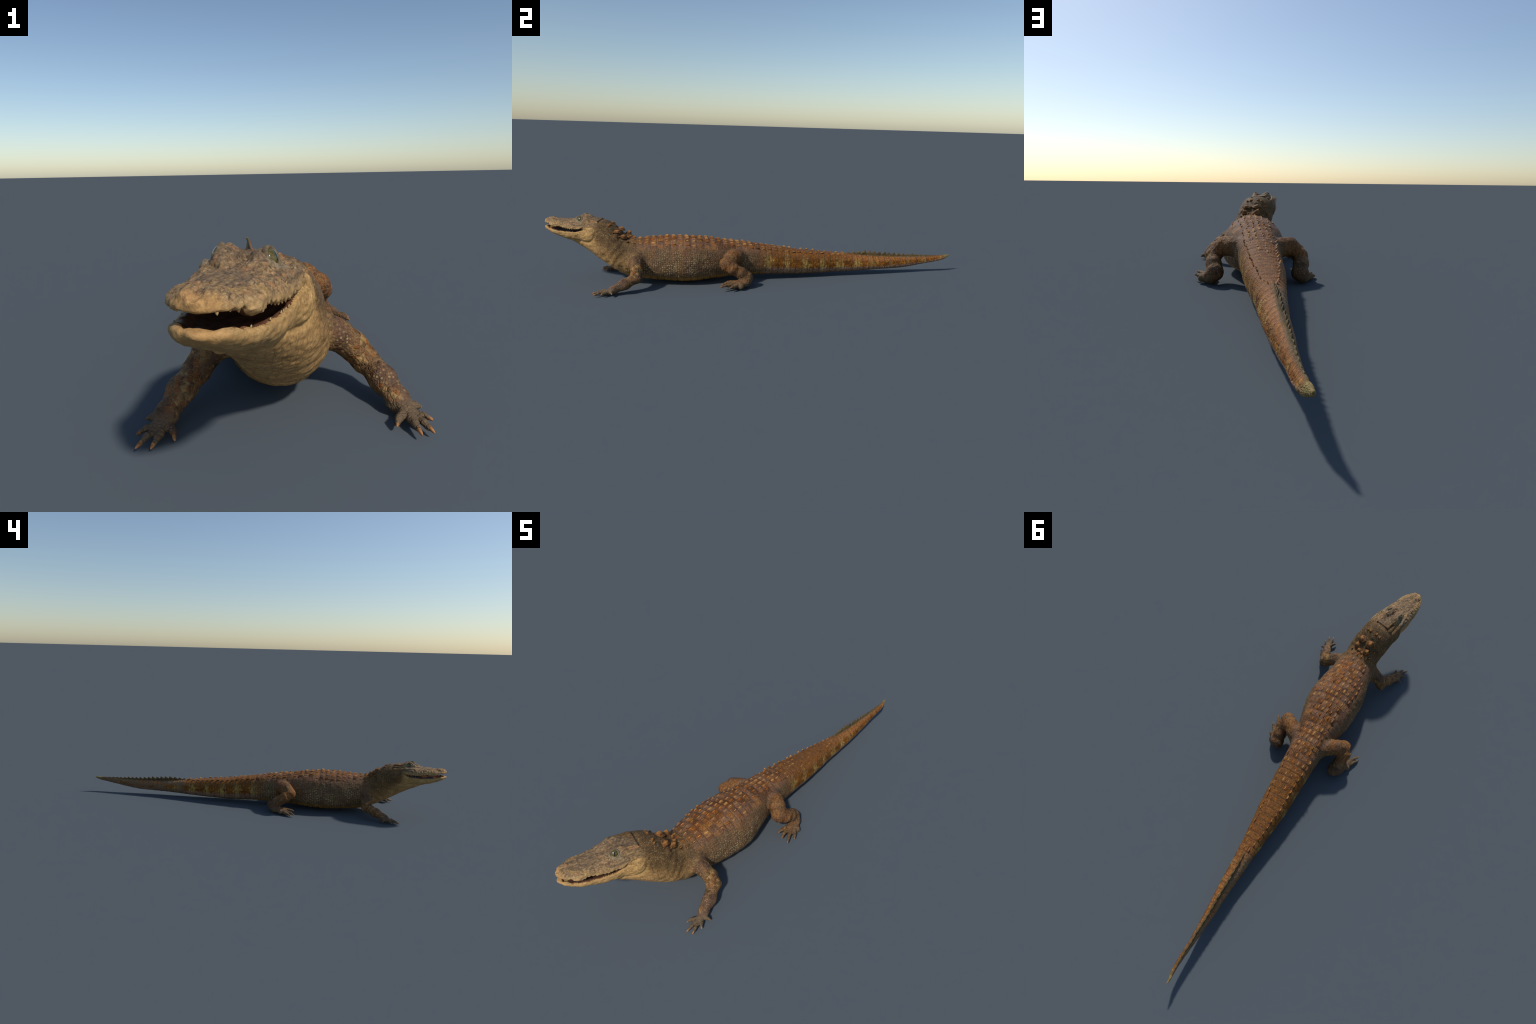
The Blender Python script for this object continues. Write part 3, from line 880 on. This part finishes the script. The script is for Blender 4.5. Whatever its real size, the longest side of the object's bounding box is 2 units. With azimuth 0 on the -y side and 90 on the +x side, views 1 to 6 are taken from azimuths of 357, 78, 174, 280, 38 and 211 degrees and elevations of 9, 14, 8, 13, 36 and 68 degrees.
LINING = simple_material("mouth_lining", (88, 58, 42), (116, 78, 56), 90, 0.5)
CLAW = simple_material("claw_horn", (176, 124, 76), (118, 82, 52), 140, 0.5)
m = Nodes("nuchal_horn")
nv = m.n("ShaderNodeTexCoord", object=root).outputs["Object"]
nz = m.xyz(m.n("ShaderNodeTexCoord").outputs["Object"])[2]
na = m.noise(nv, 110, 4, 0.65)
ncol = m.mix(m.step(na, 0.36, 0.62), rgb(72, 48, 30), rgb(132, 86, 44))
ncol = m.mix(m.step(m.add(nz, m.mul(m.sub(na, 0.5), 0.012)), 0.012, 0.020), ncol, rgb(158, 108, 56))
NUCHAL = m.finish(ncol, 0.7, na, 0.5, 0.0012, 0.15)
CREST = simple_material("crest_skin", (74, 62, 44), (112, 92, 58), 80, 0.6)
LIPTOOTH = simple_material("lip_tooth", (204, 168, 112), (178, 140, 88), 90, 0.5)
TOOTH = simple_material("tooth_enamel", (190, 166, 122), (160, 134, 92), 90, 0.4)

m = Nodes("eye_cornea")
ev = m.n("ShaderNodeTexCoord").outputs["Object"]
ux, uy, uz = m.xyz(ev)
iris = m.mix(m.step(m.noise(ev, 260, 4), 0.35, 0.65), rgb(70, 64, 24), rgb(100, 88, 42))
rad = m.math("SQRT", m.add(m.mul(ux, ux), m.mul(uy, uy)))
iris = m.mix(m.step(rad, 0.0095, 0.0130), iris, rgb(70, 66, 34))
slit = m.math("SQRT", m.add(m.mul(m.mul(ux, ux), 16.0), m.mul(m.mul(uy, uy), 1.0)))
iris = m.mix(m.step(slit, 0.0085, 0.0065), iris, rgb(14, 13, 10))
EYE = m.finish(iris, 0.2, None, spec=0.4, coat=0.35)

# ------------------------------------------------------------------ parts of the body
def link(name, mesh, parent, mat=None):
    o = bpy.data.objects.new(name, mesh)
    bpy.context.collection.objects.link(o)
    o.parent = parent
    if mat is not None and not mesh.materials:
        mesh.materials.append(mat)
    return o


def part_from_faces(name, sel, parent, mat):
    q = Q[sel]
    ids, inv = np.unique(q, return_inverse=True)
    inv = inv.reshape(q.shape)
    me = bpy.data.meshes.new(name)
    me.vertices.add(len(ids))
    me.vertices.foreach_set("co", V[ids].astype(np.float32).ravel())
    me.loops.add(inv.size)
    me.loops.foreach_set("vertex_index", inv.astype(np.int32).ravel())
    me.polygons.add(len(inv))
    me.polygons.foreach_set("loop_start", np.arange(0, inv.size, 4, dtype=np.int32))
    me.update(calc_edges=True)
    me.polygons.foreach_set("use_smooth", np.ones(len(inv), bool))
    me.normals_split_custom_set_from_vertices(NRM[ids].astype(np.float32))
    return link(name, me, parent, mat)


C = V[Q].mean(1)
CN = NRM[Q].mean(1)
H = np.stack([(C - HO) @ HA, (C - HO) @ HL, C[:, 2]], 1)
chw = TRUNK(C[:, 1])[1]
cxc = trunk_x(C[:, 1], C[:, 2])
out = np.abs(C[:, 0] - cxc) - chw
region = np.full(len(Q), "torso", dtype=object)
region[C[:, 1] > -0.085] = "tail"
region[(C[:, 1] < -0.635) & (C[:, 1] + 0.3 * C[:, 2] < -0.575)] = "neck"
region[(H[:, 0] > 0.0) & (C[:, 2] > 0.25) & (C[:, 1] < -0.7)] = "head"
region[(H[:, 0] > 0.005) & (C[:, 2] > 0.178) & (C[:, 1] < -0.7)] = "head"
region[(H[:, 0] > 0.10) & (C[:, 1] < -0.8)] = "head"
jz = np.interp(H[:, 0], [0, 0.05, 0.07, 0.1, 0.2, 0.27], [0.251, 0.256, 0.248, 0.2415, 0.246, 0.256])
region[(region == "head") & (H[:, 2] < jz)] = "lower_jaw"
for side, tag in ((1, "left"), (-1, "right")):
    sx = C[:, 0] * side
    region[(sx > 0.03) & (out > 0.004) & (C[:, 1] < -0.5) & (C[:, 1] > -0.8) & (C[:, 2] < 0.15)] = "forelimb " + tag
    region[(sx > 0.03) & (out > 0.004) & (C[:, 1] > -0.31) & (C[:, 1] < -0.02) & (C[:, 2] < 0.19)] = "hindlimb " + tag
    hand = (C[:, 1] < np.where(side > 0, -0.694, -0.708)) & (C[:, 2] < 0.034) & (sx > 0.14)
    region[hand] = "hand " + tag
    foot = (region == "hindlimb " + tag) & (C[:, 2] < 0.046) & (sx > 0.128)
    region[foot] = "foot " + tag
Wu, Tu, Lu = UPPER(H[:, 0])[:3]
Wj, Rj, Bj = JAW(H[:, 0])[:3]
inm = (H[:, 0] > 0.060) & (H[:, 0] < 0.252) & np.isin(region, ["head", "lower_jaw"]) & (np.abs(H[:, 1]) < Wj - 0.006)
nf = CN @ HA
lining = inm & (H[:, 0] < 0.238) & (((CN[:, 2] < -0.1) & (C[:, 2] > Rj + 0.001)) | ((CN[:, 2] > -0.2) & (nf < 0.55) & (C[:, 2] < Lu - 0.003) & (C[:, 2] > Rj - 0.024)))
lining &= ~((H[:, 0] < 0.075) & (np.abs(H[:, 1]) > 0.045))
region[lining] = "mouth_lining"

parts = {}
for name in ("torso", "tail", "neck", "head"):
    parts[name] = part_from_faces(name, region == name, root, SKIN)
parts["lower_jaw"] = part_from_faces("lower_jaw", region == "lower_jaw", parts["head"], SKIN)
part_from_faces("mouth_lining", region == "mouth_lining", parts["head"], LINING)
for tag in ("left", "right"):
    for limb, end in (("forelimb", "hand"), ("hindlimb", "foot")):
        parts[limb, tag] = part_from_faces(limb, region == limb + " " + tag, root, SKIN)
        part_from_faces(end, region == end + " " + tag, parts[limb, tag], SKIN)

TREE = BVHTree.FromPolygons([Vector(v) for v in V], [tuple(int(i) for i in q) for q in Q])


def on_surface(x, y):
    hit = TREE.ray_cast(Vector((x, y, 0.5)), Vector((0, 0, -1)))
    return hit[0], hit[1]


# ------------------------------------------------------------------ scutes
def scute_mesh(name, length, width, keel, dome, seed, sharp=1.0, n=14, mcount=11, lean=None):
    """Low plate with a keel that rises towards the rear (+y)."""
    r = random.Random(seed)
    vs, fs = [], []
    for i in range(n):
        u = i / (n - 1) * 2 - 1
        half = math.sqrt(max(0.0, 1 - abs(u) ** 2.6)) * width / 2 + 0.0004
        for j in range(mcount):
            v = j / (mcount - 1) * 2 - 1
            edge = (1 - abs(v) ** 2.2) * (1 - abs(u) ** 3)
            rise = max(0.0, 1 - ((u - 0.22) / (0.95 if u < 0.22 else 0.62)) ** 2)
            ridge = max(0.0, 1 - abs(v) * 2.0 / sharp) ** 1.25
            if lean is not None:                      # keel near one side, long slope to the other
                ridge = ((v + 1) / (lean + 1)) ** 1.3 if v < lean else ((1 - v) / (1 - lean)) ** 1.1
            h = -0.0022 + (dome + 0.0022) * edge + keel * rise * ridge * (0.95 + 0.1 * r.random())
            vs.append((v * half + 0.0005 * r.uniform(-1, 1) * (1 - abs(v)), u * length / 2, h))
    for i in range(n - 1):
        for j in range(mcount - 1):
            a = i * mcount + j
            fs.append((a, a + 1, a + mcount + 1, a + mcount))
    rim = [j for j in range(mcount)] + [i * mcount + mcount - 1 for i in range(1, n)] + [(n - 1) * mcount + j for j in range(mcount - 2, -1, -1)] + [i * mcount for i in range(n - 2, 0, -1)]
    fs.append(tuple(reversed(rim)))
    me = bpy.data.meshes.new(name)
    me.from_pydata(vs, [], fs)
    me.polygons.foreach_set("use_smooth", [True] * (len(fs) - 1) + [False])
    me.update()
    return me


def place(o, p, normal, forward=Vector((0, 1, 0)), scale=(1, 1, 1), sink=0.0):
    zax = normal.normalized()
    yax = (forward - zax * forward.dot(zax)).normalized()
    xax = yax.cross(zax)
    M = Matrix((xax, yax, zax)).transposed().to_4x4()
    M.translation = p - zax * sink
    o.matrix_world = M @ Matrix.Diagonal((*scale, 1))


PLATES = [scute_mesh("scute", 0.0300, 0.0215, 0.0056, 0.0013, s, 0.66, 16, 15) for s in range(4)]
for me in PLATES:
    me.materials.append(SCUTE)
R = random.Random(11)
row = 0
for k in range(-1, 34):
    y = RING0 + k * RING
    if y > 0.425:
        break
    wide = float(TRUNK(y)[1])
    xm = float(trunk_x(y, TRUNK(y)[2]))
    if y < -0.54:
        cols = [0.011, 0.033, 0.053]
    elif y < -0.31:
        cols = [0.0115, 0.0345, 0.0575, 0.0785]
    elif y < -0.2:
        cols = [0.0105, 0.0315, 0.052]
    elif y < 0.0:
        cols = [0.0115, 0.034]
        cols.append(0.050)
    else:
        cols = [float(np.interp(y, [0.0, 0.2, 0.34, 0.42], [0.046, 0.037, 0.024, 0.009]))]
        if y < 0.12:
            cols = [cols[0] * 0.30] + [cols[0]]
    for ci, c in enumerate(cols):
        outer = ci == len(cols) - 1
        for s in (-1, 1):
            if outer and -0.56 < y < -0.2 and R.random() < 0.12:
                continue
            jx, jy = R.uniform(-0.002, 0.002), R.uniform(-0.002, 0.002)
            p, nrm = on_surface(xm + s * c + jx, y + jy)
            if p is None or p.z < float(TRUNK(y)[4]):
                continue
            tailside = y > -0.05
            sc = R.uniform(0.78, 1.12)
            kz = R.uniform(0.40, 1.05) * (1.5 if tailside and outer else 1.0) * (0.55 if tailside and not outer else 1.0)
            wx = sc * (0.62 if tailside and outer else 1.0) * (0.9 if outer else 1.0)
            o = link("scute", PLATES[R.randrange(4)], parts["tail" if y > -0.085 else ("torso" if y > -0.6 else "neck")])
            place(o, p, nrm, scale=(wx, sc * (1.05 if tailside else 1.0), kz), sink=0.0003)

# crest flaps, one per ring, leaning back
def flap_mesh(name, seed):
    r = random.Random(seed)
    vs, fs = [], []
    prof = [(-0.0170, -0.002), (-0.012, 0.0028), (-0.006, 0.0072), (0.000, 0.0108), (0.0060, 0.0128), (0.0092, 0.0112), (0.0115, 0.0050), (0.0135, -0.002)]
    for y, h in prof:
        h = h * r.uniform(0.9, 1.1)
        for x, z in ((-0.0030, -0.010), (-0.0022, h * 0.35 - 0.001), (-0.0008, h), (0.0008, h), (0.0022, h * 0.35 - 0.001), (0.0030, -0.010)):
            vs.append((x, y, z))
    for i in range(len(prof) - 1):
        for j in range(6):
            a, b = i * 6 + j, i * 6 + (j + 1) % 6
            fs.append((a, b, b + 6, a + 6))
    fs += [tuple(range(5, -1, -1)), tuple(range((len(prof) - 1) * 6, len(prof) * 6))]
    me = bpy.data.meshes.new(name)
    me.from_pydata(vs, [], fs)
    me.polygons.foreach_set("use_smooth", [True] * len(fs))
    me.materials.append(CREST)
    me.update()
    return me


FLAPS = [flap_mesh("crest_flap", s) for s in range(3)]
y = 0.435
while y < 0.955:
    top = float(TRUNK(y)[2] + FIN(y)[0])
    xm = float(trunk_x(y, top))
    s = float(np.interp(y, [0.43, 0.5, 0.62, 0.75, 0.9], [0.6, 1.0, 1.0, 0.78, 0.46])) * R.uniform(0.9, 1.1)
    slope = float((TRUNK(y + 0.01)[2] + FIN(y + 0.01)[0] - TRUNK(y - 0.01)[2] - FIN(y - 0.01)[0]) / 0.02)
    o = link("crest_flap", FLAPS[R.randrange(3)], parts["tail"])
    place(o, Vector((xm + R.uniform(-0.001, 0.001), y, top - 0.0025)), Vector((R.uniform(-0.1, 0.1), -slope, 1)), scale=(max(0.6, s), max(0.8, s) * 0.95, s))
    y += float(np.interp(y, [0.43, 0.9], [0.0285, 0.024]))

# nuchal shields: tall keeled cones behind the head
SHIELD = [scute_mesh("nuchal_scute", 0.042, 0.038, 0.0190, 0.0050, 20 + s, 1.35, 18, 17, v0) for s, v0 in ((0, 0.40), (1, -0.40))]
for me in SHIELD:
    me.materials.append(NUCHAL)
for tx, ty, tz, s in ((0.014, -0.676, 0.2460, 1.0), (-0.025, -0.662, 0.2490, 1.0), (0.022, -0.651, 0.2265, 0.95), (-0.025, -0.634, 0.2300, 1.0),
                      (-0.006, -0.709, 0.265, 0.50), (-0.036, -0.703, 0.267, 0.50), (0.010, -0.713, 0.258, 0.32), (-0.053, -0.695, 0.254, 0.40),
                      (0.008, -0.630, 0.214, 0.6), (-0.014, -0.622, 0.215, 0.6), (0.030, -0.694, 0.236, 0.26), (0.034, -0.668, 0.222, 0.28),
                      (-0.062, -0.672, 0.236, 0.40), (-0.056, -0.648, 0.226, 0.36), (0.040, -0.632, 0.205, 0.34), (-0.048, -0.616, 0.207, 0.40)):
    p, nrm = on_surface(tx, ty)
    o = link("nuchal_scute", SHIELD[0 if tx > -0.02 else 1], parts["neck"])
    high = max(0.005, tz - p.z)
    nrm = (Vector(nrm) + Vector((0, 0, 0.6))).normalized()
    place(o, p, nrm, Vector((0.05, 1, 0)), (s, s, min(1.35 * s, 1.35, max(high / 0.0165, 0.3))), 0.001)

# ------------------------------------------------------------------ claws
def claw_mesh(name):
    vs, fs = [], []
    rings, seg = 7, 10
    for i in range(rings):
        t = i / (rings - 1)
        r = 0.36 * (1 - t) ** 0.42 if i < rings - 1 else 0.02
        for j in range(seg):
            a = 2 * math.pi * j / seg
            vs.append((r * 0.8 * math.cos(a), t, r * math.sin(a) - 0.16 * t * t))
    for i in range(rings - 1):
        for j in range(seg):
            a, b = i * seg + j, i * seg + (j + 1) % seg
            fs.append((a, b, b + seg, a + seg))
    fs += [tuple(range(seg - 1, -1, -1)), tuple(range((rings - 1) * seg, rings * seg))]
    me = bpy.data.meshes.new(name)
    me.from_pydata(vs, [], fs)
    me.polygons.foreach_set("use_smooth", [True] * len(fs))
    me.materials.append(CLAW)
    me.update()
    return me


CLAWM = claw_mesh("claw")
for group, limb in ((FORE, "forelimb"), (HIND, "hindlimb")):
    for side, L in group.items():
        for base, tip in L["toes"]:
            a, t = claw_start(base, tip, limb == "hindlimb"), np.array(tip)
            v = Vector(t - a)
            ln = v.length
            o = link("claw", CLAWM, parts[limb, "left" if side > 0 else "right"])
            place(o, Vector(a), Vector((0, 0, 1)) - v.normalized() * v.normalized().z, v, (0.0118, ln + 0.0015, 0.0118))

# ------------------------------------------------------------------ eyes, lids and teeth
def uv_sphere(name, r, flat, seg=32, rings=20):
    vs, fs = [(0, 0, r * flat)], []
    for i in range(1, rings):
        a = math.pi * i / rings
        for j in range(seg):
            b = 2 * math.pi * j / seg
            vs.append((r * math.sin(a) * math.cos(b), r * math.sin(a) * math.sin(b), r * flat * math.cos(a)))
    vs.append((0, 0, -r * flat))
    for j in range(seg):
        k = (j + 1) % seg
        fs.append((0, 1 + j, 1 + k))
        for i in range(rings - 2):
            fs.append((1 + i * seg + j, 1 + (i + 1) * seg + j, 1 + (i + 1) * seg + k, 1 + i * seg + k))
        fs.append((1 + (rings - 2) * seg + j, len(vs) - 1, 1 + (rings - 2) * seg + k))
    me = bpy.data.meshes.new(name)
    me.from_pydata(vs, [], fs)
    me.polygons.foreach_set("use_smooth", [True] * len(fs))
    me.update()
    return me


def ring_mesh(name, r, tube, seg=40, k=10):
    vs, fs = [], []
    for i in range(seg):
        a = 2 * math.pi * i / seg
        for j in range(k):
            b = 2 * math.pi * j / k
            q = r + tube * math.cos(b)
            vs.append((q * math.cos(a), q * math.sin(a) * 0.96, tube * 1.3 * math.sin(b)))
    for i in range(seg):
        for j in range(k):
            fs.append((i * k + j, ((i + 1) % seg) * k + j, ((i + 1) % seg) * k + (j + 1) % k, i * k + (j + 1) % k))
    me = bpy.data.meshes.new(name)
    me.from_pydata(vs, [], fs)
    me.polygons.foreach_set("use_smooth", [True] * len(fs))
    me.update()
    return me


LID = simple_material("eyelid_skin", (124, 106, 78), (86, 72, 56), 160, 0.6)
EYEM = uv_sphere("eye", 0.0136, 0.78)
EYEM.materials.append(EYE)
LIDM = ring_mesh("eyelid", 0.0137, 0.0032)
LIDM.materials.append(LID)
for s in (1, -1):
    c = Vector(head(0.086, s * 0.0315, 0.2875 - 0.05 * 0.03 * s))
    nrm = Vector(HL * s * 0.84 + HA * 0.16) + Vector((0, 0, 0.42))
    upv = Vector((0, 0, 1)) + Vector(HA) * -0.15
    place(link("eye", EYEM, parts["head"]), c, nrm, upv)
    place(link("eyelid", LIDM, parts["head"]), c + nrm.normalized() * 0.0032, nrm, upv)


def cone_mesh(name, mat):
    vs, fs = [], []
    prof = [(0.0, 1.0), (0.35, 0.92), (0.65, 0.66), (0.88, 0.36), (1.0, 0.08)]
    for t, r in prof:
        for j in range(8):
            a = 2 * math.pi * j / 8
            vs.append((r * math.cos(a), r * math.sin(a), t))
    for i in range(len(prof) - 1):
        for j in range(8):
            a, b = i * 8 + j, i * 8 + (j + 1) % 8
            fs.append((a, b, b + 8, a + 8))
    fs += [tuple(range(7, -1, -1)), tuple(range((len(prof) - 1) * 8, len(prof) * 8))]
    me = bpy.data.meshes.new(name)
    me.from_pydata(vs, [], fs)
    me.polygons.foreach_set("use_smooth", [True] * len(fs))
    me.materials.append(mat)
    me.update()
    return me


UP_T, LOW_T = cone_mesh("tooth", LIPTOOTH), cone_mesh("lower_tooth", TOOTH)
for s in (1, -1):
    f = 0.095
    i = 0
    while f < 0.256:
        W, T, L = [float(a) for a in UPPER(f)[:3]]
        big = 1.15 if abs(f - 0.203) < 0.006 or abs(f - 0.125) < 0.01 else 1.0
        r = 0.0026 * R.uniform(0.85, 1.1) * (big ** 0.4)
        p = Vector(head(f, s * (W - 0.0055), L + 0.001))
        o = link("tooth", UP_T, parts["head"])
        place(o, p, Vector((0, 0, -1)) + Vector(HL) * s * 0.12, Vector(HA), (r, r * 1.2, 0.0062 * R.uniform(0.7, 1.1) * big))
        f += 0.0098 * R.uniform(0.92, 1.1)
    for f in (0.112, 0.124, 0.132, 0.140, 0.171, 0.215):
        W, Rr = [float(a) for a in JAW(f)[:2]]
        o = link("tooth", LOW_T, parts["lower_jaw"].parent)
        h = 0.0038 if f < 0.16 else 0.0028
        place(o, Vector(head(f, s * (W - 0.0055), Rr - 0.0022)), Vector((0, 0, 1)) + Vector(HL) * s * 0.3, Vector(HA), (0.0013, 0.0015, h))
